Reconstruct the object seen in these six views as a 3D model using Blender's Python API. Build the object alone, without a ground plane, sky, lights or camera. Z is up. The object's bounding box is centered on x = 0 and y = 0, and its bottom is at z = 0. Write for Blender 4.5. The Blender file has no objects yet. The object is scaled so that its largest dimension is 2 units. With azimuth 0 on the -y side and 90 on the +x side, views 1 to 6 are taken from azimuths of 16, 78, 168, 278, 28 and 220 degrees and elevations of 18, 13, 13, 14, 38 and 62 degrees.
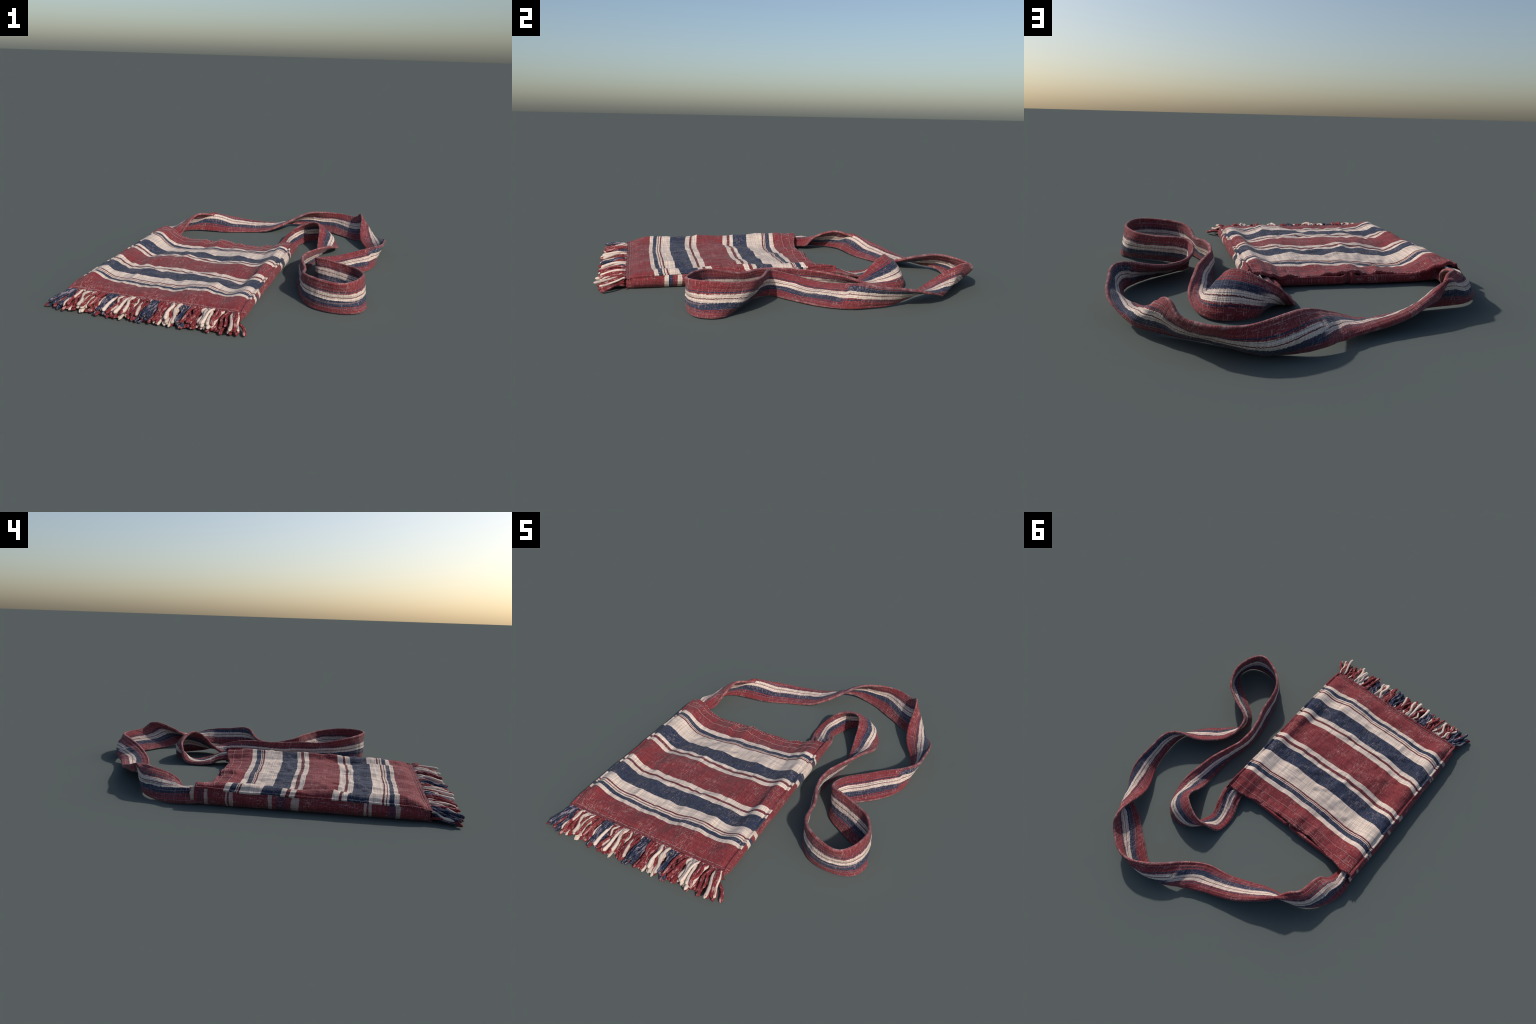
import bpy, math, random
import numpy as np

random.seed(7)
RNG = np.random.default_rng(7)

# ------------------------------------------------------------------ helpers
def lattice(ix, iy, seed):
    h = (ix * 374761393 + iy * 668265263 + seed * 974634541) & 0x7FFFFFFF
    h = ((h ^ (h >> 13)) * 1274126177) & 0x7FFFFFFF
    return ((h ^ (h >> 16)) & 0xFFFF) / 32767.5 - 1.0

def noise2(x, y, seed=0):
    """smooth value noise, -1..1, on numpy arrays"""
    x, y = np.broadcast_arrays(np.asarray(x, float), np.asarray(y, float))
    fx, fy = np.floor(x), np.floor(y)
    ix, iy = fx.astype(np.int64), fy.astype(np.int64)
    tx, ty = x - fx, y - fy
    tx, ty = tx * tx * tx * (tx * (tx * 6 - 15) + 10), ty * ty * ty * (ty * (ty * 6 - 15) + 10)
    a = lattice(ix, iy, seed) * (1 - tx) + lattice(ix + 1, iy, seed) * tx
    b = lattice(ix, iy + 1, seed) * (1 - tx) + lattice(ix + 1, iy + 1, seed) * tx
    return a * (1 - ty) + b * ty

def smooth(a, b, x):
    t = np.clip((np.asarray(x, float) - a) / (b - a), 0, 1)
    return t * t * (3 - 2 * t)

def spline(t, knots, values):
    """C2 cubic through knots (natural ends), vectorised; values (n, k)"""
    k = np.asarray(knots, float)
    p = np.asarray(values, float).reshape(len(k), -1)
    h = np.diff(k)
    n = len(k)
    A, R = np.eye(n), np.zeros_like(p)
    for i in range(1, n - 1):
        A[i, i - 1], A[i, i], A[i, i + 1] = h[i - 1], 2 * (h[i - 1] + h[i]), h[i]
        R[i] = 6 * ((p[i + 1] - p[i]) / h[i] - (p[i] - p[i - 1]) / h[i - 1])
    M = np.linalg.solve(A, R)
    t = np.asarray(t, float)
    i = np.clip(np.searchsorted(k, t) - 1, 0, n - 2)
    a, b, hh = (k[i + 1] - t)[:, None], (t - k[i])[:, None], h[i][:, None]
    return (M[i] * a**3 + M[i + 1] * b**3) / (6 * hh) + (p[i] / hh - M[i] * hh / 6) * a + (p[i + 1] / hh - M[i + 1] * hh / 6) * b

def grid_faces(rows, cols, close_cols=False):
    r, c = np.meshgrid(np.arange(rows - 1), np.arange(cols if close_cols else cols - 1), indexing="ij")
    a = r * cols + c
    b = r * cols + (c + 1) % cols
    return np.stack([a, b, b + cols, a + cols], -1).reshape(-1, 4)

ROOT = bpy.data.objects.new("woven_shoulder_bag", None)
bpy.context.scene.collection.objects.link(ROOT)
ROOT["label"] = "flat striped woven shoulder bag with fringe and long looped strap"
ROOT["category"] = "bag"

def mesh_of(name, verts, faces, flip=False):
    faces = [list(f)[::-1] if flip else list(f) for f in faces]
    me = bpy.data.meshes.new(name)
    me.from_pydata([tuple(v) for v in np.asarray(verts)], [], faces)
    me.polygons.foreach_set("use_smooth", [True] * len(me.polygons))
    return me

def part(name, me, mat, parent=None):
    ob = bpy.data.objects.new(name, me)
    bpy.context.scene.collection.objects.link(ob)
    ob.parent = parent or ROOT
    if mat:
        me.materials.append(mat)
    return ob

def attribute(me, name, values):
    me.attributes.new(name, "FLOAT", "POINT").data.foreach_set("value", np.asarray(values, np.float32))

def tube(path, radius, sides=8, squash=1.0):
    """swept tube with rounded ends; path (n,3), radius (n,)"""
    path = np.asarray(path, float)
    n = len(path)
    radius = np.broadcast_to(radius, (n,))
    tan = np.gradient(path, axis=0)
    tan /= np.linalg.norm(tan, axis=1)[:, None] + 1e-12
    ref = np.array([0, 0, 1.0]) if abs(tan[:, 2]).mean() < 0.8 else np.array([1.0, 0, 0])
    s = np.cross(tan, ref)
    s /= np.linalg.norm(s, axis=1)[:, None] + 1e-12
    u = np.cross(s, tan)
    a = np.linspace(0, 2 * np.pi, sides, endpoint=False)
    ring = path[:, None] + radius[:, None, None] * (np.cos(a)[None, :, None] * s[:, None] + squash * np.sin(a)[None, :, None] * u[:, None])
    v = np.concatenate([ring.reshape(-1, 3), path[:1], path[-1:]])
    f = grid_faces(n, sides, True).tolist()
    e, last = n * sides, (n - 1) * sides
    for i in range(sides):
        j = (i + 1) % sides
        f.append([j, i, e])
        f.append([last + i, last + j, e + 1])
    return v, f

# ------------------------------------------------------------------ colours
RED = (0.180, 0.024, 0.029, 1)
WINE = (0.120, 0.018, 0.024, 1)
NAVY = (0.018, 0.027, 0.056, 1)
CREAM = (0.620, 0.500, 0.420, 1)
PALE = (0.560, 0.400, 0.370, 1)

class Nodes:
    def __init__(self, name):
        self.mat = bpy.data.materials.new(name)
        self.mat.use_nodes = True
        self.t = self.mat.node_tree
        self.bsdf = self.t.nodes["Principled BSDF"]
    def new(self, kind, **kw):
        n = self.t.nodes.new(kind)
        for k, v in kw.items():
            setattr(n, k, v)
        return n
    def put(self, socket, v):
        if isinstance(v, bpy.types.NodeSocket):
            self.t.links.new(v, socket)
        elif v is not None:
            socket.default_value = v
    def math(self, op, a, b=None, c=None, clamp=False):
        n = self.new("ShaderNodeMath", operation=op, use_clamp=clamp)
        for s, v in zip(n.inputs, (a, b, c)):
            self.put(s, v)
        return n.outputs[0]
    def mix(self, f, a, b, mode="MIX"):
        n = self.new("ShaderNodeMix", data_type="RGBA", blend_type=mode)
        self.put(n.inputs[0], f)
        self.put(n.inputs[6], a)
        self.put(n.inputs[7], b)
        return n.outputs[2]
    def span(self, x, a, b, lo=0.0, hi=1.0):
        n = self.new("ShaderNodeMapRange", interpolation_type="SMOOTHSTEP")
        for s, v in zip(n.inputs, (x, a, b, lo, hi)):
            self.put(s, v)
        return n.outputs[0]
    def xyz(self, x, y, z=0.0):
        n = self.new("ShaderNodeCombineXYZ")
        for s, v in zip(n.inputs, (x, y, z)):
            self.put(s, v)
        return n.outputs[0]
    def noise(self, vec, scale=1.0, detail=2.0, rough=0.5):
        n = self.new("ShaderNodeTexNoise")
        self.put(n.inputs["Vector"], vec)
        n.inputs["Scale"].default_value = scale
        n.inputs["Detail"].default_value = detail
        n.inputs["Roughness"].default_value = rough
        return n.outputs[0]
    def ramp(self, x, stops, interpolation="CONSTANT"):
        n = self.new("ShaderNodeValToRGB")
        n.color_ramp.interpolation = interpolation
        e = n.color_ramp.elements
        while len(e) > 1:
            e.remove(e[-1])
        for i, (p, c) in enumerate(stops):
            s = e[0] if i == 0 else e.new(p)
            s.position, s.color = p, c
        self.put(n.inputs[0], x)
        return n.outputs[0]

def cloth(N, weft, warp, stripes, wear=1.0, dirt=None):
    """hand-woven cotton: pale slubs along both thread directions, fading, weave relief.
    weft runs along the stripes, warp across them (both in metres)"""
    P = N.xyz(weft, warp)
    def stretched(a, b, off, **kw):
        return N.noise(N.xyz(N.math("MULTIPLY_ADD", weft, a, off), N.math("MULTIPLY", warp, b), off), **kw)
    faded = N.span(N.noise(P, 8, 4, 0.62), 0.40, 0.68)
    slub_w = N.span(stretched(38, 330, 3.1, detail=1.0), 0.61, 0.72)
    slub_p = N.span(stretched(330, 34, 7.7, detail=1.0), 0.61, 0.70)
    fleck = N.span(stretched(230, 230, 1.3, detail=2.0), 0.60, 0.70)
    wearing = N.math("MULTIPLY_ADD", faded, 0.70, 0.20)
    pale = N.math("MAXIMUM", N.math("MAXIMUM", N.math("MULTIPLY", slub_w, 0.55), N.math("MULTIPLY", slub_p, 0.65)), N.math("MULTIPLY", fleck, 0.85))
    pale = N.math("MULTIPLY", N.math("MULTIPLY", pale, wearing), wear, clamp=True)
    col = N.mix(pale, stripes, N.mix(0.45, stripes, (0.60, 0.47, 0.44, 1)))
    col = N.mix(N.math("MULTIPLY", pale, 0.32), col, PALE)
    # soft bleaching in patches
    bleach = N.math("MULTIPLY", N.span(N.noise(P, 13, 5, 0.7), 0.50, 0.75), 0.42 * wear)
    lighter = N.mix(1.0, N.mix(1.0, col, (1.45, 1.5, 1.5, 1), "MULTIPLY"), (0.020, 0.017, 0.017, 1), "ADD")
    col = N.mix(bleach, col, lighter)
    # thread-to-thread tone
    tone_w = stretched(7, 420, 5.5, detail=0.0)
    tone_p = stretched(420, 7, 9.5, detail=0.0)
    tone = N.math("MULTIPLY_ADD", N.math("ADD", tone_w, tone_p), 0.75, 0.25)
    col = N.mix(1.0, col, N.xyz(tone, tone, tone), "MULTIPLY")
    N.put(N.bsdf.inputs["Base Color"], col)
    N.bsdf.inputs["Roughness"].default_value = 0.92
    N.bsdf.inputs["Specular IOR Level"].default_value = 0.15
    N.bsdf.inputs["Sheen Weight"].default_value = 0.08
    N.bsdf.inputs["Sheen Roughness"].default_value = 0.6
    h = N.math("ADD", N.math("ADD", tone_w, tone_p), N.math("MULTIPLY", pale, 0.6))
    b = N.new("ShaderNodeBump")
    b.inputs["Strength"].default_value = 0.55
    b.inputs["Distance"].default_value = 0.003
    N.put(b.inputs["Height"], h)
    N.put(N.bsdf.inputs["Normal"], b.outputs[0])
    return N.mat

Y0, Y1 = -0.85, 0.30      # stripe layout of the body, mouth end at +y
BODY_STRIPES = [
    (-0.850, RED), (-0.692, CREAM), (-0.667, NAVY), (-0.644, CREAM), (-0.637, WINE), (-0.630, CREAM),
    (-0.622, WINE), (-0.614, CREAM), (-0.558, NAVY), (-0.458, CREAM), (-0.430, WINE), (-0.416, CREAM),
    (-0.386, RED), (-0.214, CREAM), (-0.186, WINE), (-0.171, CREAM), (-0.149, NAVY), (-0.056, CREAM),
    (0.047, WINE), (0.053, CREAM), (0.059, WINE), (0.064, CREAM), (0.069, NAVY), (0.097, CREAM), (0.122, RED)]

def body_material(name, shift=True):
    N = Nodes(name)
    tc = N.new("ShaderNodeTexCoord")
    sep = N.new("ShaderNodeSeparateXYZ")
    N.put(sep.inputs[0], tc.outputs["Object"])
    x, y = sep.outputs[0], sep.outputs[1]
    wob = N.math("MULTIPLY", N.math("SUBTRACT", N.noise(N.xyz(N.math("MULTIPLY", x, 7), N.math("MULTIPLY", y, 5)), 1, 2), 0.5), 0.014)
    jag = N.math("MULTIPLY", N.math("SUBTRACT", N.noise(N.xyz(N.math("MULTIPLY", x, 240), N.math("MULTIPLY", y, 20)), 1, 1), 0.5), 0.003)
    yy = N.math("ADD", y, N.math("ADD", wob, jag))
    if shift:   # stripes hang back from the mouth in the middle of the panel
        mid = N.math("SUBTRACT", 1.0, N.math("POWER", N.math("ABSOLUTE", N.math("DIVIDE", N.math("ADD", x, 0.24), 0.45)), 3.0), clamp=True)
        near = N.span(y, -0.84, -0.45, 0.012, 0.033)
        yy = N.math("MULTIPLY_ADD", mid, near, yy)
    t = N.math("DIVIDE", N.math("SUBTRACT", yy, Y0), Y1 - Y0)
    return cloth(N, x, y, N.ramp(t, [((p - Y0) / (Y1 - Y0), c) for p, c in BODY_STRIPES]))

def gusset_material(name, bands, soft):
    """red side band with a few crosswise stripes; bands = (from y, to y, colour)"""
    N = Nodes(name)
    tc = N.new("ShaderNodeTexCoord")
    sep = N.new("ShaderNodeSeparateXYZ")
    N.put(sep.inputs[0], tc.outputs["Object"])
    y, z = sep.outputs[1], sep.outputs[2]
    stops, at = [(0.0, RED)], Y0
    for a, b, c in bands:
        if a > at + 1e-4:
            stops.append(((at - Y0) / (Y1 - Y0), RED))
        stops.append(((a - Y0) / (Y1 - Y0), c))
        at = b
    stops.append(((at - Y0) / (Y1 - Y0), RED))
    stops = [(p, tuple(0.55 * u + 0.45 * w for u, w in zip(q, RED)) if soft and q is not RED else q) for p, q in stops]
    wob = N.math("MULTIPLY", N.math("SUBTRACT", N.noise(N.xyz(N.math("MULTIPLY", y, 14), N.math("MULTIPLY", z, 22)), 1, 2), 0.5), 0.016)
    t = N.math("DIVIDE", N.math("SUBTRACT", N.math("ADD", y, wob), Y0), Y1 - Y0)
    return cloth(N, z, y, N.ramp(t, stops[1:] if stops[1][0] == 0 else stops), 1.15)

STRAP_STRIPES = [(0.0, RED), (0.275, NAVY), (0.305, RED), (0.345, CREAM), (0.455, WINE), (0.48, CREAM), (0.575, NAVY),
                 (0.755, RED), (0.80, NAVY), (0.815, RED)]

def strap_material(flip_from, flip_to, flip_again, turn):
    N = Nodes("striped_strap_cloth")
    def att(n):
        a = N.new("ShaderNodeAttribute", attribute_name=n)
        return a.outputs["Fac"]
    s, c = att("along"), att("across")
    wob = N.math("MULTIPLY", N.math("SUBTRACT", N.noise(N.xyz(N.math("MULTIPLY", s, 6), N.math("MULTIPLY", c, 1.2)), 1, 3), 0.5), 0.13)
    jag = N.math("MULTIPLY", N.math("SUBTRACT", N.noise(N.xyz(N.math("MULTIPLY", s, 170), N.math("MULTIPLY", c, 4)), 1, 1), 0.5), 0.055)
    flip = N.math("MULTIPLY", N.span(s, flip_from - 0.03, flip_from + 0.03), N.span(s, flip_to - 0.02, flip_to + 0.02, 1.0, 0.0))
    flip = N.math("MAXIMUM", flip, N.span(s, flip_again - 0.03, flip_again + 0.03))
    mirrored = N.math("SUBTRACT", 1.0, c)
    wobble = N.math("ADD", wob, jag)
    a = N.ramp(N.math("ADD", c, wobble), STRAP_STRIPES)
    tight = N.math("MULTIPLY", N.span(s, turn - 0.05, turn + 0.05), N.span(s, flip_to - 0.03, flip_to + 0.03, 1.0, 0.0))
    mirrored = N.math("MULTIPLY", mirrored, N.math("MULTIPLY_ADD", tight, -0.17, 1.0))
    b = N.ramp(N.math("ADD", mirrored, wobble), STRAP_STRIPES)
    both = N.mix(flip, a, b)
    # thin stray yarns running lengthwise: wine, cream and grey-blue lines inside the bands
    def yarns(off, fine, lo, hi):
        return N.span(N.noise(N.xyz(N.math("MULTIPLY_ADD", s, 2.2, off), N.math("MULTIPLY", c, fine), off), 1, 1), lo, hi)
    both = N.mix(N.math("MULTIPLY", yarns(2.0, 46.0, 0.60, 0.66), 0.55), both, (0.055, 0.060, 0.095, 1))
    both = N.mix(N.math("MULTIPLY", yarns(6.0, 40.0, 0.61, 0.68), 0.45), both, (0.30, 0.19, 0.19, 1))
    both = N.mix(N.math("MULTIPLY", yarns(11.0, 52.0, 0.62, 0.68), 0.5), both, WINE)
    # uneven pale band along both strap edges
    rim = N.span(N.math("ABSOLUTE", N.math("SUBTRACT", c, 0.5)), 0.455, 0.495)
    pale_edge = N.math("MULTIPLY", rim, N.span(N.noise(N.xyz(N.math("MULTIPLY", s, 26), N.math("MULTIPLY", c, 9)), 1, 3), 0.42, 0.68, 0.08, 0.55))
    both = N.mix(pale_edge, both, (0.42, 0.26, 0.25, 1))
    return cloth(N, s, N.math("MULTIPLY", c, 0.165), both, 1.05)

# ------------------------------------------------------------------ bag body
XL, XR = -0.700, 0.203          # side seams
YF, YM = -0.828, 0.268          # fringe seam, mouth

# how the slack front panel lies: heights at a few places across (columns) and along (rows); high along the sides, sunken in the middle
LIE_X = [-0.700, -0.655, -0.580, -0.460, -0.350, -0.220, -0.090, 0.030, 0.100, 0.150, 0.203]
LIE = [
    (-0.828, (0.056, 0.056, 0.056, 0.056, 0.056, 0.056, 0.056, 0.056, 0.056, 0.056, 0.056)),
    (-0.770, (0.064, 0.084, 0.072, 0.068, 0.067, 0.066, 0.071, 0.070, 0.068, 0.079, 0.064)),
    (-0.700, (0.068, 0.096, 0.075, 0.070, 0.069, 0.068, 0.081, 0.077, 0.069, 0.087, 0.070)),
    (-0.570, (0.072, 0.099, 0.077, 0.076, 0.077, 0.076, 0.083, 0.078, 0.067, 0.089, 0.074)),
    (-0.410, (0.074, 0.098, 0.070, 0.069, 0.074, 0.077, 0.069, 0.063, 0.059, 0.091, 0.076)),
    (-0.300, (0.075, 0.100, 0.075, 0.077, 0.084, 0.079, 0.078, 0.074, 0.071, 0.095, 0.076)),
    (-0.200, (0.076, 0.097, 0.063, 0.063, 0.072, 0.067, 0.065, 0.073, 0.072, 0.095, 0.078)),
    (-0.080, (0.078, 0.101, 0.070, 0.055, 0.060, 0.057, 0.063, 0.068, 0.072, 0.092, 0.078)),
    (0.090, (0.080, 0.106, 0.061, 0.041, 0.038, 0.048, 0.048, 0.060, 0.072, 0.096, 0.080)),
    (0.150, (0.084, 0.106, 0.069, 0.051, 0.049, 0.051, 0.043, 0.051, 0.068, 0.094, 0.080)),
    (0.230, (0.088, 0.101, 0.065, 0.053, 0.042, 0.052, 0.042, 0.047, 0.056, 0.080, 0.080)),
    (0.290, (0.088, 0.098, 0.065, 0.053, 0.042, 0.052, 0.042, 0.047, 0.054, 0.076, 0.080))]
gx, gy_ = np.linspace(-0.70, 0.203, 260), np.linspace(-0.828, 0.29, 260)
across = np.stack([spline(gx, LIE_X, r)[:, 0] for _, r in LIE])
FIELD = spline(gy_, [y for y, _ in LIE], across)      # (y, x)

def field(x, y):
    u = np.clip((np.asarray(x, float) - gx[0]) / (gx[-1] - gx[0]), 0, 0.99999) * 259
    v = np.clip((np.asarray(y, float) - gy_[0]) / (gy_[-1] - gy_[0]), 0, 0.99999) * 259
    i, j = u.astype(int), v.astype(int)
    u, v = u - i, v - j
    return (FIELD[j, i] * (1 - u) + FIELD[j, i + 1] * u) * (1 - v) + (FIELD[j + 1, i] * (1 - u) + FIELD[j + 1, i + 1] * u) * v

def seam_height(y):
    return field(np.full_like(np.asarray(y, float), XL), y) + 0.002 * noise2(np.asarray(y) * 11, 0.5, 4)

def top_height(x, y):
    """front panel lying on top: slack cloth with folds"""
    dx = np.minimum(x - XL, XR - x)
    z = field(x, y)
    warp = 0.25 * noise2(x * 3, y * 3, 11)
    folds = 0.0065 * noise2(x * 10 + warp * 3, y * 2.6 + warp, 21) + 0.0060 * noise2(x * 19 + warp * 6, y * 6 + warp * 2, 22) + 0.0030 * noise2(x * 40, y * 20, 23)
    # slanting drag wrinkles
    drag = noise2((x + 0.6 * y) * 7 + warp * 2, (y - 0.6 * x) * 16, 24)
    folds = folds + 0.0075 * np.maximum(0, drag) ** 1.5
    z = z + folds * smooth(0.005, 0.07, dx) * smooth(YF, -0.74, y)
    # puckers beside the side seams
    z = z + 0.0048 * noise2(x * 5, y * 34, 31) * np.exp(-(((dx - 0.030) / 0.025) ** 2)) * smooth(YF, -0.78, y)
    # small gathers along both hems
    z = z + 0.0062 * noise2(x * 30, y * 5, 51) * smooth(0.08, 0.18, y)
    z = z + 0.0018 * noise2(x * 48, y * 8, 52) * smooth(-0.74, -0.80, y) * smooth(YF, YF + 0.012, y)
    # stitched-in groove beside the side seams and above the fringe seam
    z = z - 0.006 * np.exp(-(((dx - 0.011) / 0.005) ** 2))
    z = z - 0.004 * np.exp(-(((y - YF - 0.020) / 0.005) ** 2))
    return z

LIP = [(-0.70, 0.262), (-0.63, 0.264), (-0.567, 0.246), (-0.46, 0.226), (-0.354, 0.212), (-0.267, 0.222), (-0.165, 0.216),
       (-0.09, 0.221), (0.028, 0.236), (0.110, 0.262), (0.160, 0.270), (0.203, 0.266)]
def mouth_line(x):
    k = np.array(LIP)
    return spline(x, k[:, 0], k[:, 1:])[:, 0] + 0.003 * noise2(x * 19, 1.5, 61)

cloth_body = body_material("striped_body_cloth")
cloth_back = body_material("striped_back_cloth", False)

# front panel with a hem rolled inwards at the mouth
nx, ny = 300, 340
xs = XL + (XR - XL) * np.linspace(0, 1, nx)
rows = []
for v in np.linspace(0, 1, ny):
    ye = mouth_line(xs) - 0.006
    y = YF + (ye - YF) * v
    rows.append(np.stack([xs, y, top_height(xs, y)], -1))
edge = rows[-1].copy()
for a in np.linspace(0.2, math.pi, 9):       # rolled hem
    r = 0.0085
    rows.append(edge + np.array([0, r * math.sin(a), -r * (1 - math.cos(a))]))
for d in np.linspace(0.02, 0.12, 5):         # turned-in layer
    y = edge[:, 1] - d
    rows.append(np.stack([xs, y, np.maximum(top_height(xs, y) - 0.014, 0.014)], -1))
P = np.stack(rows)
part("front_panel", mesh_of("front_panel", P.reshape(-1, 3), grid_faces(len(P), nx), False), cloth_body)

# back panel on the ground with its lip rolled up at the mouth
bx = np.linspace(XL + 0.012, XR - 0.012, 240)
lip_top = 0.042 + 0.004 * noise2(bx * 9, 3.3, 71) + 0.016 * np.exp(-(((bx + 0.232) / 0.022) ** 2)) + 0.02 * smooth(-0.5, -0.58, bx)
front = 0.219 + 0.004 * noise2(bx * 6, 8.3, 72) - 0.018 * np.exp(-(((bx + 0.225) / 0.010) ** 2)) - 0.015 * smooth(-0.5, -0.64, bx)
rows = []
for v in np.linspace(0, 1, 90):
    y = YF + 0.004 + (front - 0.004 - YF) * v
    rows.append(np.stack([bx, y, 0.0015 + 0.0012 * (1 + noise2(bx * 20, y * 20, 73))], -1))
for a in np.linspace(0.15, 1, 14):
    g = math.sin(a * math.pi * 0.5)
    rows.append(np.stack([bx, front + 0.020 * math.sin(a * math.pi * 0.75), 0.002 + (lip_top - 0.002) * (1 - math.cos(a * math.pi * 0.5)) ** 0.75], -1))
for a in np.linspace(0.2, 1, 8):
    rows.append(np.stack([bx, front + 0.0141 - 0.020 * a, lip_top - 0.012 * a * a], -1))
for d, z in ((0.012, 0.018), (0.03, 0.010), (0.08, 0.008)):
    rows.append(np.stack([bx, front - d, 0 * bx + z], -1))
P = np.stack(rows)
part("back_panel", mesh_of("back_panel", P.reshape(-1, 3), grid_faces(len(P), len(bx)), False), cloth_back)

# side gussets
GUSSET_L = [(-0.700, -0.675, CREAM), (-0.675, -0.640, NAVY), (-0.570, -0.556, CREAM), (-0.546, -0.535, CREAM), (-0.235, -0.200, CREAM),
            (-0.180, -0.130, NAVY), (-0.110, -0.095, CREAM), (0.075, 0.090, CREAM), (0.098, 0.110, CREAM), (0.195, 0.212, CREAM), (0.220, 0.245, NAVY), (0.262, 0.28, CREAM)]
GUSSET_R = [(-0.640, -0.618, CREAM), (-0.618, -0.595, NAVY), (-0.575, -0.550, CREAM), (-0.130, -0.100, CREAM), (-0.100, -0.045, NAVY), (-0.045, 0.055, CREAM),
            (0.070, 0.095, NAVY), (0.095, 0.115, CREAM)]
for side, xe, bands in ((-1, XL, GUSSET_L), (1, XR, GUSSET_R)):
    gy = np.linspace(YF - 0.004, 0.285, 300)
    rows = []
    hs = seam_height(gy)
    hs = np.where(gy < -0.80, hs * (1 - 0.12 * smooth(-0.80, YF, gy)), hs) - 0.002
    swell = (0.020 if side < 0 else 0.016) + 0.004 * noise2(gy * 5, 2.2, 81 + side)
    taper = 1 - 0.85 * smooth(-0.79, YF - 0.004, gy)
    for a in np.linspace(0, 1, 26):
        b = math.sin(a * math.pi) ** 0.8 * swell * taper - 0.012 * a**4
        b = b + 0.002 * noise2(gy * 26, a * 3, 83) + 0.0018 * math.exp(-((a - 0.18) / 0.05) ** 2) * -1.6
        rows.append(np.stack([xe + side * b - side * 0.004 * smooth(-0.79, YF, gy), gy, hs * (1 - a) + 0.0012], -1))
    P = np.stack(rows)
    part("side_gusset", mesh_of("side_gusset", P.reshape(-1, 3), grid_faces(len(P), len(gy)), side < 0),
         gusset_material("red_gusset_cloth", bands, side < 0))
    # piped seam between panel and gusset
    sy = np.linspace(YF + 0.002, 0.262, 420)
    sx = np.full_like(sy, xe) + side * 0.001 + 0.0018 * noise2(sy * 14, 4.4, 91 + side)
    rad = 0.0058 + 0.0008 * noise2(sy * 70, 1.1, 95 + side) + 0.0012 * noise2(sy * 21, 2.7, 96 + side)
    v, f = tube(np.stack([sx, sy, seam_height(sy) - 0.001], -1), rad, 8)
    part("side_seam", mesh_of("side_seam", v, f), cloth_body)

# bottom seam band that carries the fringe
bx = np.linspace(XL - 0.004, XR + 0.004, 260)
rows = []
ends = np.minimum(1, np.minimum(bx - XL + 0.014, XR + 0.014 - bx) / 0.03) ** 0.5
PROFILE = [(0.006, 0.0590), (-0.002, 0.0625), (-0.009, 0.0600), (-0.0125, 0.0530), (-0.0130, 0.040), (-0.0125, 0.020), (-0.009, 0.006), (0.004, 0.0015)]
for dy, z in PROFILE:
    rows.append(np.stack([bx, YF + dy * 1.0 + 0.0015 * noise2(bx * 30, dy * 90, 101), z * (0.80 + 0.20 * ends) + 0.0012 * noise2(bx * 55, z * 60, 102)], -1))
rows = np.stack(rows)
N = Nodes("bottom_seam_cloth")
tc = N.new("ShaderNodeTexCoord")
sp = N.new("ShaderNodeSeparateXYZ")
N.put(sp.inputs[0], tc.outputs["Object"])
seam_cloth = cloth(N, sp.outputs[0], sp.outputs[2], N.ramp(N.noise(tc.outputs["Object"], 40, 2), [(0.0, RED), (0.60, WINE)]), 1.3)
seam = part("bottom_seam", mesh_of("bottom_seam", rows.reshape(-1, 3), grid_faces(len(rows), len(bx)), True), seam_cloth)

# ------------------------------------------------------------------ thread stitches
N = Nodes("pale_stitch_thread")
N.bsdf.inputs["Base Color"].default_value = (0.40, 0.24, 0.23, 1)
N.bsdf.inputs["Roughness"].default_value = 0.9
thread = N.mat
def stitch_row(name, xs, y_of, z_of, length, gap, r):
    V, F, o = [], [], 0
    x = xs[0]
    while x < xs[1]:
        L = length * RNG.uniform(0.7, 1.3)
        n = 2 * max(2, int(L / 0.006))
        px = np.linspace(x, x + L, n)
        py = y_of(px) + RNG.normal(0, 0.0006)
        pz = z_of(px, py) + r * np.array([-0.8] + [0.35, 0.45] * (n // 2 - 1) + [-0.8])
        v, f = tube(np.stack([px, py, pz], -1), r, 5)
        V.append(v)
        F += [[i + o for i in q] for q in f]
        o += len(v)
        x += L + gap * RNG.uniform(0.5, 1.6)
    me = bpy.data.meshes.new(name)
    me.from_pydata([tuple(p) for p in np.concatenate(V)], [], F)
    me.polygons.foreach_set("use_smooth", [True] * len(me.polygons))
    ob = part(name, me, thread)
    ob["kind"] = "stuff"
for dy in (0.026, 0.076):
    stitch_row("hem_stitching", (XL + 0.02, XR - 0.02), lambda x, d=dy: 0.5 * mouth_line(x) + 0.5 * 0.235 - d, top_height, 0.070, 0.003, 0.0011)
stitch_row("hem_stitching", (XL + 0.01, XR - 0.01), lambda x: mouth_line(x) - 0.004, lambda x, y: top_height(x, y), 0.007, 0.012, 0.0013)
stitch_row("seam_stitching", (XL + 0.01, XR - 0.01), lambda x: YF + 0.013 + 0 * x, lambda x, y: top_height(x, y), 0.030, 0.006, 0.0011)
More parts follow.
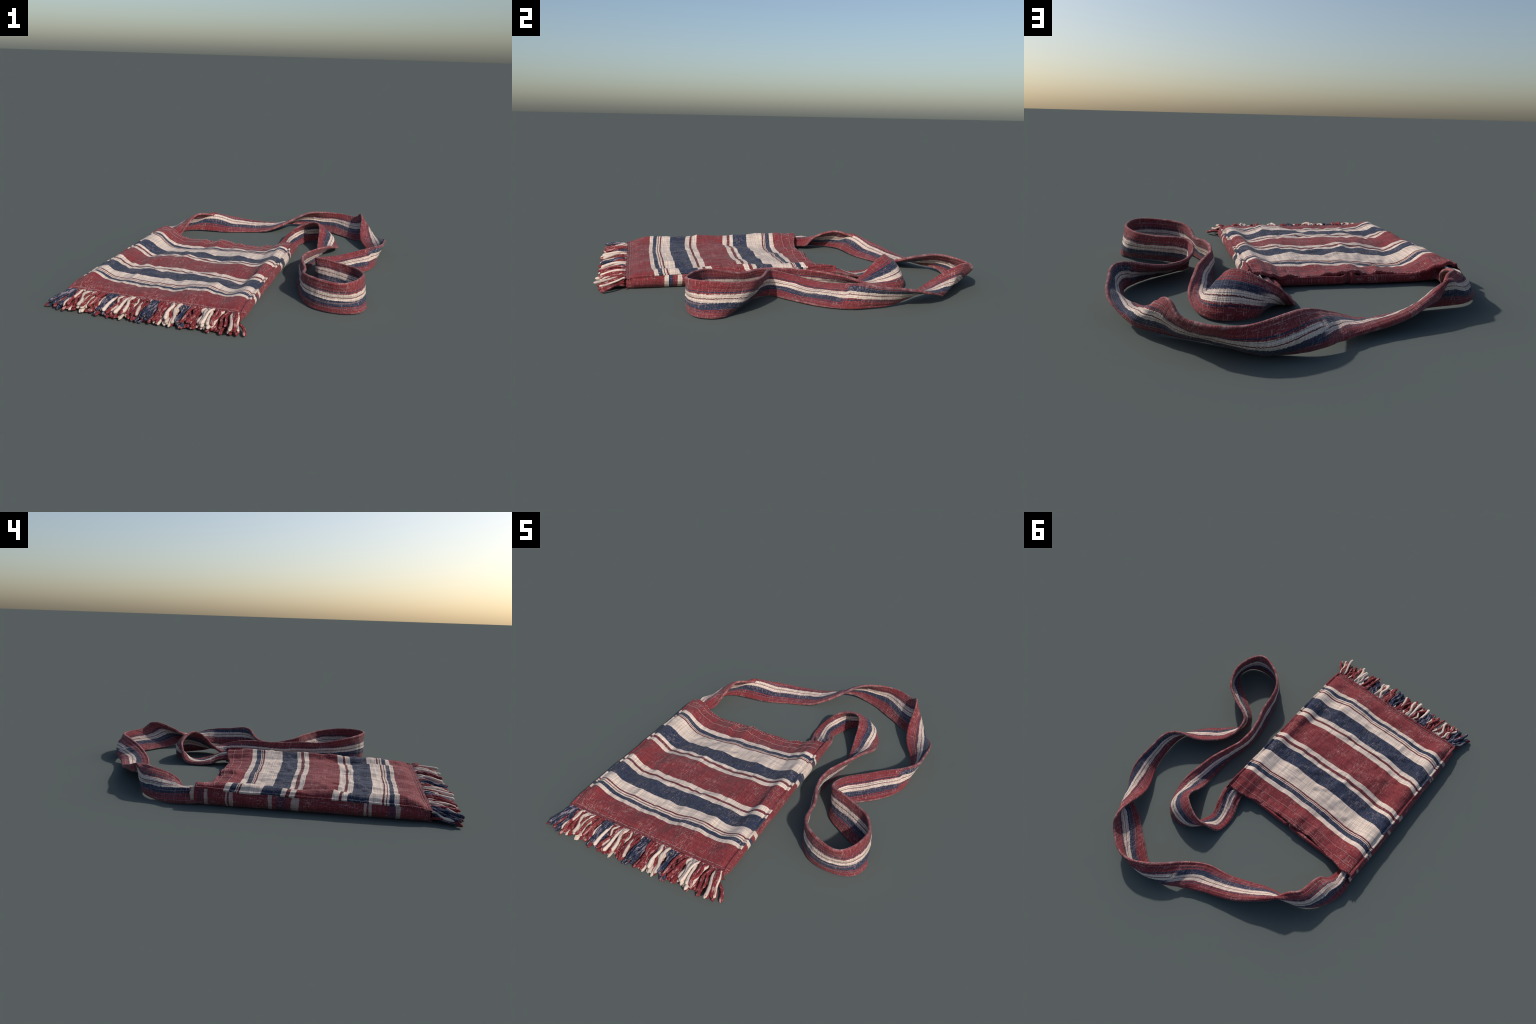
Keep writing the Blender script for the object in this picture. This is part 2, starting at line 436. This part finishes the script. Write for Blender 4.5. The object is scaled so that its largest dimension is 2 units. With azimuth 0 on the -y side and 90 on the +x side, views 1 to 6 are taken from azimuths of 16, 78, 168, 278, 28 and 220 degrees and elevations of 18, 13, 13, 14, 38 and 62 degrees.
stitch_row("seam_stitching", (XL + 0.01, XR - 0.01), lambda x: YF - 0.0095 + 0 * x, lambda x, y: 0 * x + 0.0600, 0.010, 0.004, 0.0018)

# ------------------------------------------------------------------ strap
# stations along the strap: both edges of the ribbon (u, v), in order from the far bag corner,
# round the back, out to the standing loop and home to the near bag corner.
# then: how far the width bellies to the left of travel and upwards, and the skew of that belly (1 = centred, less = near u)
FAR_CORNER = [
    (-0.622, 0.220, 0.015, -0.690, 0.220, 0.010, 0.00, 0.060, 1),
    (-0.620, 0.310, 0.015, -0.708, 0.295, 0.004, 0.005, 0.062, 1),
    (-0.602, 0.343, 0.020, -0.715, 0.340, 0.004, 0.010, 0.058, 1),
    (-0.574, 0.367, 0.060, -0.712, 0.378, 0.004, 0.012, 0.034, 1),
    (-0.555, 0.440, 0.115, -0.690, 0.430, 0.003, 0.020, 0.01, 1),
    (-0.541, 0.519, 0.132, -0.655, 0.488, 0.003, 0.025, 0.008, 1),
    (-0.502, 0.559, 0.130, -0.600, 0.540, 0.005, 0.028, 0.008, 1),
    (-0.462, 0.612, 0.102, -0.520, 0.565, 0.005, 0.020, 0.045, 0.7),
    (-0.438, 0.650, 0.070, -0.440, 0.575, 0.004, 0.015, 0.060, 0.6)]
BACK_SWEEP = [
    (-0.365, 0.713, 0.060, -0.350, 0.594, 0.002, 0.010, 0.036, 0.5),
    (-0.243, 0.789, 0.036, -0.217, 0.649, 0.002, 0.010, 0.024, 0.5),
    (-0.105, 0.842, 0.022, -0.111, 0.682, 0.010, 0.012, 0.018, 0.5),
    (-0.004, 0.886, 0.022, -0.025, 0.710, 0.042, 0.018, 0.008, 0.5),
    (0.058, 0.918, 0.024, 0.050, 0.768, 0.078, 0.030, 0.002, 0.6),
    (0.122, 0.938, 0.016, 0.100, 0.821, 0.103, 0.050, 0.004, 0.7),
    (0.190, 0.930, 0.004, 0.165, 0.893, 0.123, 0.060, 0.000, 0.85),
    (0.270, 0.900, 0.002, 0.240, 0.948, 0.124, 0.066, -0.012, 0.9),
    (0.335, 0.858, 0.002, 0.320, 0.984, 0.118, 0.052, -0.008, 1),
    (0.405, 0.812, 0.002, 0.395, 0.984, 0.116, 0.026, -0.004, 1)]
FAR_TURN = [
    (0.455, 0.778, 0.002, 0.450, 0.958, 0.116, 0.012, 0.000, 1),
    (0.510, 0.742, 0.003, 0.509, 0.911, 0.130, 0.010, 0.000, 1),
    (0.575, 0.712, 0.010, 0.533, 0.864, 0.162, 0.014, 0.000, 1),
    (0.635, 0.688, 0.025, 0.550, 0.783, 0.142, 0.026, 0.000, 1),
    (0.682, 0.642, 0.045, 0.555, 0.708, 0.107, 0.018, 0.000, 1),
    (0.722, 0.585, 0.068, 0.567, 0.627, 0.060, 0.010, 0.000, 1),
    (0.740, 0.530, 0.087, 0.598, 0.549, 0.032, 0.004, 0.000, 1),
    (0.745, 0.447, 0.103, 0.648, 0.469, 0.015, 0.004, 0.000, 1),
    (0.742, 0.360, 0.112, 0.685, 0.370, 0.004, 0.000, 0.000, 1),
    (0.732, 0.288, 0.125, 0.700, 0.275, 0.003, 0.000, 0.000, 1),
    (0.704, 0.237, 0.127, 0.700, 0.205, 0.002, 0.000, 0.000, 1)]
FORWARD_RUN = [
    (0.649, 0.199, 0.115, 0.682, 0.137, 0.003, 0.000, 0.000, 1),
    (0.592, 0.178, 0.098, 0.650, 0.083, 0.003, 0.000, 0.000, 1),
    (0.540, 0.146, 0.086, 0.606, 0.029, 0.003, 0.000, 0.000, 1),
    (0.479, 0.094, 0.081, 0.550, -0.022, 0.003, 0.000, 0.000, 1),
    (0.435, 0.045, 0.087, 0.505, -0.062, 0.003, 0.000, 0.000, 1),
    (0.411, -0.016, 0.102, 0.465, -0.094, 0.003, 0.000, 0.000, 1),
    (0.404, -0.080, 0.120, 0.434, -0.122, 0.003, 0.000, 0.000, 1),
    (0.418, -0.128, 0.135, 0.432, -0.168, 0.003, 0.000, 0.000, 1)]
STANDING_LOOP = [
    (0.456, -0.152, 0.143, 0.463, -0.228, 0.003, 0.012, 0.000, 1),
    (0.507, -0.172, 0.143, 0.527, -0.277, 0.004, 0.022, 0.000, 1),
    (0.591, -0.216, 0.143, 0.609, -0.330, 0.005, 0.022, 0.000, 1),
    (0.654, -0.265, 0.148, 0.685, -0.375, 0.003, 0.022, 0.000, 1),
    (0.697, -0.350, 0.156, 0.732, -0.425, 0.002, 0.000, 0.000, 1),
    (0.695, -0.445, 0.163, 0.728, -0.482, 0.002, 0.000, 0.000, 1),
    (0.641, -0.545, 0.164, 0.678, -0.536, 0.002, 0.000, 0.000, 1),
    (0.570, -0.550, 0.161, 0.578, -0.552, 0.002, 0.000, 0.000, 1),
    (0.504, -0.520, 0.159, 0.480, -0.523, 0.002, 0.000, 0.000, 1),
    (0.430, -0.459, 0.152, 0.410, -0.435, 0.002, 0.000, 0.000, 1),
    (0.394, -0.364, 0.133, 0.367, -0.325, 0.002, 0.000, 0.000, 1),
    (0.384, -0.265, 0.118, 0.334, -0.215, 0.002, 0.000, 0.000, 1),
    (0.348, -0.170, 0.124, 0.321, -0.125, 0.002, 0.000, 0.000, 1),
    (0.328, -0.072, 0.119, 0.321, -0.050, 0.002, 0.000, 0.000, 1)]
NEAR_CORNER = [
    (0.344, 0.032, 0.112, 0.332, 0.030, 0.002, 0.000, 0.000, 1),
    (0.403, 0.190, 0.100, 0.346, 0.180, 0.002, 0.000, 0.000, 1),
    (0.435, 0.305, 0.075, 0.341, 0.275, 0.006, 0.000, 0.000, 1),
    (0.457, 0.410, 0.040, 0.331, 0.350, 0.032, 0.000, 0.000, 1),
    (0.446, 0.490, 0.015, 0.325, 0.410, 0.080, -0.010, 0.006, 1),
    (0.412, 0.566, 0.003, 0.320, 0.458, 0.130, -0.030, 0.006, 1),
    (0.358, 0.614, 0.002, 0.303, 0.498, 0.155, -0.032, 0.006, 1),
    (0.296, 0.620, 0.002, 0.267, 0.526, 0.158, -0.032, 0.006, 1),
    (0.236, 0.590, 0.002, 0.189, 0.557, 0.123, -0.028, 0.006, 1),
    (0.200, 0.515, 0.002, 0.117, 0.544, 0.075, -0.012, 0.006, 1),
    (0.180, 0.460, 0.004, 0.070, 0.512, 0.020, -0.006, 0.006, 1),
    (0.186, 0.424, 0.014, 0.062, 0.413, 0.008, 0.000, 0.000, 1),
    (0.204, 0.369, 0.032, 0.078, 0.350, 0.020, 0.000, 0.000, 1),
    (0.218, 0.291, 0.058, 0.096, 0.300, 0.036, 0.000, 0.000, 1),
    (0.196, 0.210, 0.050, 0.120, 0.210, 0.036, 0.000, 0.000, 1)]
ST = np.array(FAR_CORNER + BACK_SWEEP + FAR_TURN + FORWARD_RUN + STANDING_LOOP + NEAR_CORNER)
mid = (ST[:, :3] + ST[:, 3:6]) / 2
step = np.linalg.norm(np.diff(mid, axis=0), axis=1) * 0.5 + 0.25 * (np.linalg.norm(np.diff(ST[:, :3], axis=0), axis=1) + np.linalg.norm(np.diff(ST[:, 3:6], axis=0), axis=1))
knot = np.concatenate([[0], np.cumsum(step)])
ns, nc = 1500, 34
s = np.linspace(0, knot[-1], ns)
D = spline(s, knot, ST)
U, V = D[:, :3], D[:, 3:6]
belly, lift, skew = D[:, 6], D[:, 7], np.clip(D[:, 8], 0.5, 1.2)
flip_from, flip_to, flip_again = knot[14] - 0.02, knot[30] - 0.01, knot[60]

W = V - U
T = np.gradient((U + V) / 2, axis=0)
left = np.stack([-T[:, 1], T[:, 0], 0 * s], -1)
left /= np.linalg.norm(left, axis=1)[:, None]
bulge = left * belly[:, None] + np.array([0, 0, 1.0]) * lift[:, None]
width = np.linalg.norm(W, axis=1)

c = (1 - np.cos(np.linspace(0, 1, nc) * np.pi)) / 2
c = 0.55 * c + 0.45 * np.linspace(0, 1, nc)
S, Cc = np.meshgrid(s, c, indexing="ij")
ripple = 0.0045 * noise2(S * 9, Cc * 1.6, 201) + 0.0026 * noise2(S * 22, Cc * 3.0, 202) + 0.0012 * noise2(S * 55, Cc * 6, 203)
pleat = 0.0014 * noise2(S * 3, Cc * 14, 204)
ends = np.exp(-((S - 0.06) / 0.14) ** 2) + np.exp(-((S - s[-1] + 0.06) / 0.13) ** 2)
pleat = pleat + 0.0065 * ends * np.sin(Cc * 21 + 3 * noise2(S * 7, 0.3, 205))      # gathered into the bag corners
off = ripple * (0.35 + 0.65 * np.sin(Cc * np.pi)) + pleat
lap = U[:, None] + W[:, None] * Cc[..., None] + bulge[:, None] * np.sin(np.pi * Cc ** skew[:, None])[..., None]
ds, dc = np.gradient(lap, axis=0), np.gradient(lap, axis=1)
Nn = np.cross(ds, dc)
Nn /= np.linalg.norm(Nn, axis=-1)[..., None] + 1e-9
lap = lap + Nn * off[..., None]
half = 0.0075 * np.maximum(0.05, 1 - np.abs(2 * Cc - 1) ** 9) ** 0.5
d = np.minimum(Cc, 1 - Cc) * width[:, None]
half = half + (0.0022 * np.exp(-((d - 0.006) / 0.005) ** 2) - 0.0013 * np.exp(-((d - 0.015) / 0.0025) ** 2))
A = lap + Nn * half[..., None]
B = lap - Nn * half[..., None]
ring = np.concatenate([A, B[:, ::-1]], 1)
ring[..., 2] = np.maximum(ring[..., 2], 0.0008 + 0.0004 * np.abs(noise2(ring[..., 0] * 50, ring[..., 1] * 50, 5)))
me = mesh_of("shoulder_strap", ring.reshape(-1, 3), grid_faces(ns, 2 * nc, True))
attribute(me, "along", np.repeat(s, 2 * nc))
attribute(me, "across", np.tile(np.concatenate([c, c[::-1]]), ns))
part("shoulder_strap", me, strap_material(flip_from, flip_to, flip_again, knot[23]))

# ------------------------------------------------------------------ fringe
def yarn_material(name, colour, spots, threshold):
    N = Nodes(name)
    tc = N.new("ShaderNodeTexCoord")
    info = N.new("ShaderNodeObjectInfo")
    p = N.new("ShaderNodeVectorMath", operation="ADD")
    N.put(p.inputs[0], tc.outputs["Object"])
    N.put(p.inputs[1], N.xyz(N.math("MULTIPLY", info.outputs["Random"], 40.0), 0.0, 0.0))
    stretch = N.new("ShaderNodeMapping")
    N.put(stretch.inputs["Vector"], p.outputs[0])
    stretch.inputs["Scale"].default_value = (90, 12, 90)
    n1 = N.noise(stretch.outputs[0], 1, 3, 0.6)
    n2 = N.noise(p.outputs[0], 190, 2, 0.6)
    col = N.mix(N.span(n1, threshold, threshold + 0.08), colour, spots)
    col = N.mix(N.math("MULTIPLY", N.span(n2, 0.55, 0.70), 0.42), col, PALE)
    tone = N.math("MULTIPLY_ADD", info.outputs["Random"], 0.35, 0.80)
    col = N.mix(1.0, col, N.xyz(tone, tone, tone), "MULTIPLY")
    N.put(N.bsdf.inputs["Base Color"], col)
    N.bsdf.inputs["Roughness"].default_value = 0.92
    N.bsdf.inputs["Specular IOR Level"].default_value = 0.15
    b = N.new("ShaderNodeBump")
    b.inputs["Strength"].default_value = 0.6
    b.inputs["Distance"].default_value = 0.003
    N.put(b.inputs["Height"], n2)
    N.put(N.bsdf.inputs["Normal"], b.outputs[0])
    return N.mat
YARN = {"r": yarn_material("red_yarn", RED, (0.42, 0.22, 0.21, 1), 0.56), "w": yarn_material("cream_yarn", CREAM, (0.36, 0.17, 0.16, 1), 0.60),
        "b": yarn_material("navy_yarn", NAVY, (0.20, 0.17, 0.21, 1), 0.53)}

def strand_mesh(start_z, length, lean, lift, wiggle, radius, rng):
    """one limp yarn: leaves the seam, arches a little and droops to the ground"""
    t = np.linspace(0, 1, 22)
    y = -length * (t - 0.10 * np.sin(t * np.pi))
    end_z = radius * 1.02 + lift
    z = start_z + (end_z - start_z) * smooth(0.0, 0.92, t) + 0.018 * np.sin(t * np.pi) * rng.uniform(0.0, 1.0)
    ph, fr = rng.uniform(0, 6.28), rng.uniform(0.8, 1.6)
    x = lean * t**1.3 + wiggle * (np.sin(t * 6.28 * fr + ph) - math.sin(ph)) * smooth(0, 0.3, t)
    z = np.maximum(z + 0.35 * wiggle * np.cos(t * 6.28 * fr + ph) * t, radius * 0.95)
    tip = np.clip((1 - t) / 0.05, 0, 1) ** 0.5
    r = radius * (0.85 + 0.25 * smooth(0.55, 0.95, t) + 0.05 * np.sin(t * 40 + ph)) * (0.35 + 0.65 * tip)
    return tube(np.stack([x, y, z], -1), r, 8)

VARIANTS = []
rng = np.random.default_rng(31)
for k in range(56):
    top = k % 3
    zs = (0.055, 0.038, 0.018)[top] + rng.uniform(-0.005, 0.005)
    r = rng.uniform(0.0060, 0.0090)
    lift = rng.uniform(0.004, 0.034) if top == 0 else rng.uniform(0.0, 0.006)
    v, f = strand_mesh(zs, rng.uniform(0.116, 0.160), rng.uniform(-0.022, 0.022), lift, rng.uniform(0.002, 0.0075), r, rng)
    me = bpy.data.meshes.new("fringe_strand")
    me.from_pydata([tuple(p) for p in v], [], f)
    me.polygons.foreach_set("use_smooth", [True] * len(me.polygons))
    me.materials.append(YARN["r"])
    VARIANTS.append((top, me))
LAYER = [[m for t, m in VARIANTS if t == k] for k in range(3)]

GROUPS = "brwrbrwrbrwbrwrr"
n_g = len(GROUPS)
for gi, kind in enumerate(GROUPS):
    a = XL + 0.006 + (XR - XL - 0.012) * gi / n_g
    b = XL + 0.006 + (XR - XL - 0.012) * (gi + 1) / n_g
    pull = rng.uniform(-0.015, 0.015)
    for layer, count in ((0, 7), (1, 6), (2, 5)):
        for i in range(count):
            u = (i + rng.uniform(0.2, 0.8)) / count
            x = a + (b - a) * u
            k = kind if rng.random() < 0.72 else rng.choice(["r", "w", "r"])
            ob = bpy.data.objects.new("fringe_strand", LAYER[layer][rng.integers(len(LAYER[layer]))])
            bpy.context.scene.collection.objects.link(ob)
            ob.parent = seam
            ends = 0.45 * smooth(XR - 0.08, XR, x) - 0.60 * smooth(XL + 0.08, XL, x)
            fan = float(ends) + pull * 2.0 + (0.5 - u) * 0.25 + rng.normal(0, 0.06)
            ob.location = (x, YF - 0.008, 0)
            ob.rotation_euler = (0, 0, fan)
            ob.scale = (1 if rng.random() < 0.5 else -1, rng.uniform(0.86, 1.02), rng.uniform(0.92, 1.02))
            ob.material_slots[0].link = "OBJECT"
            ob.material_slots[0].material = YARN[k]
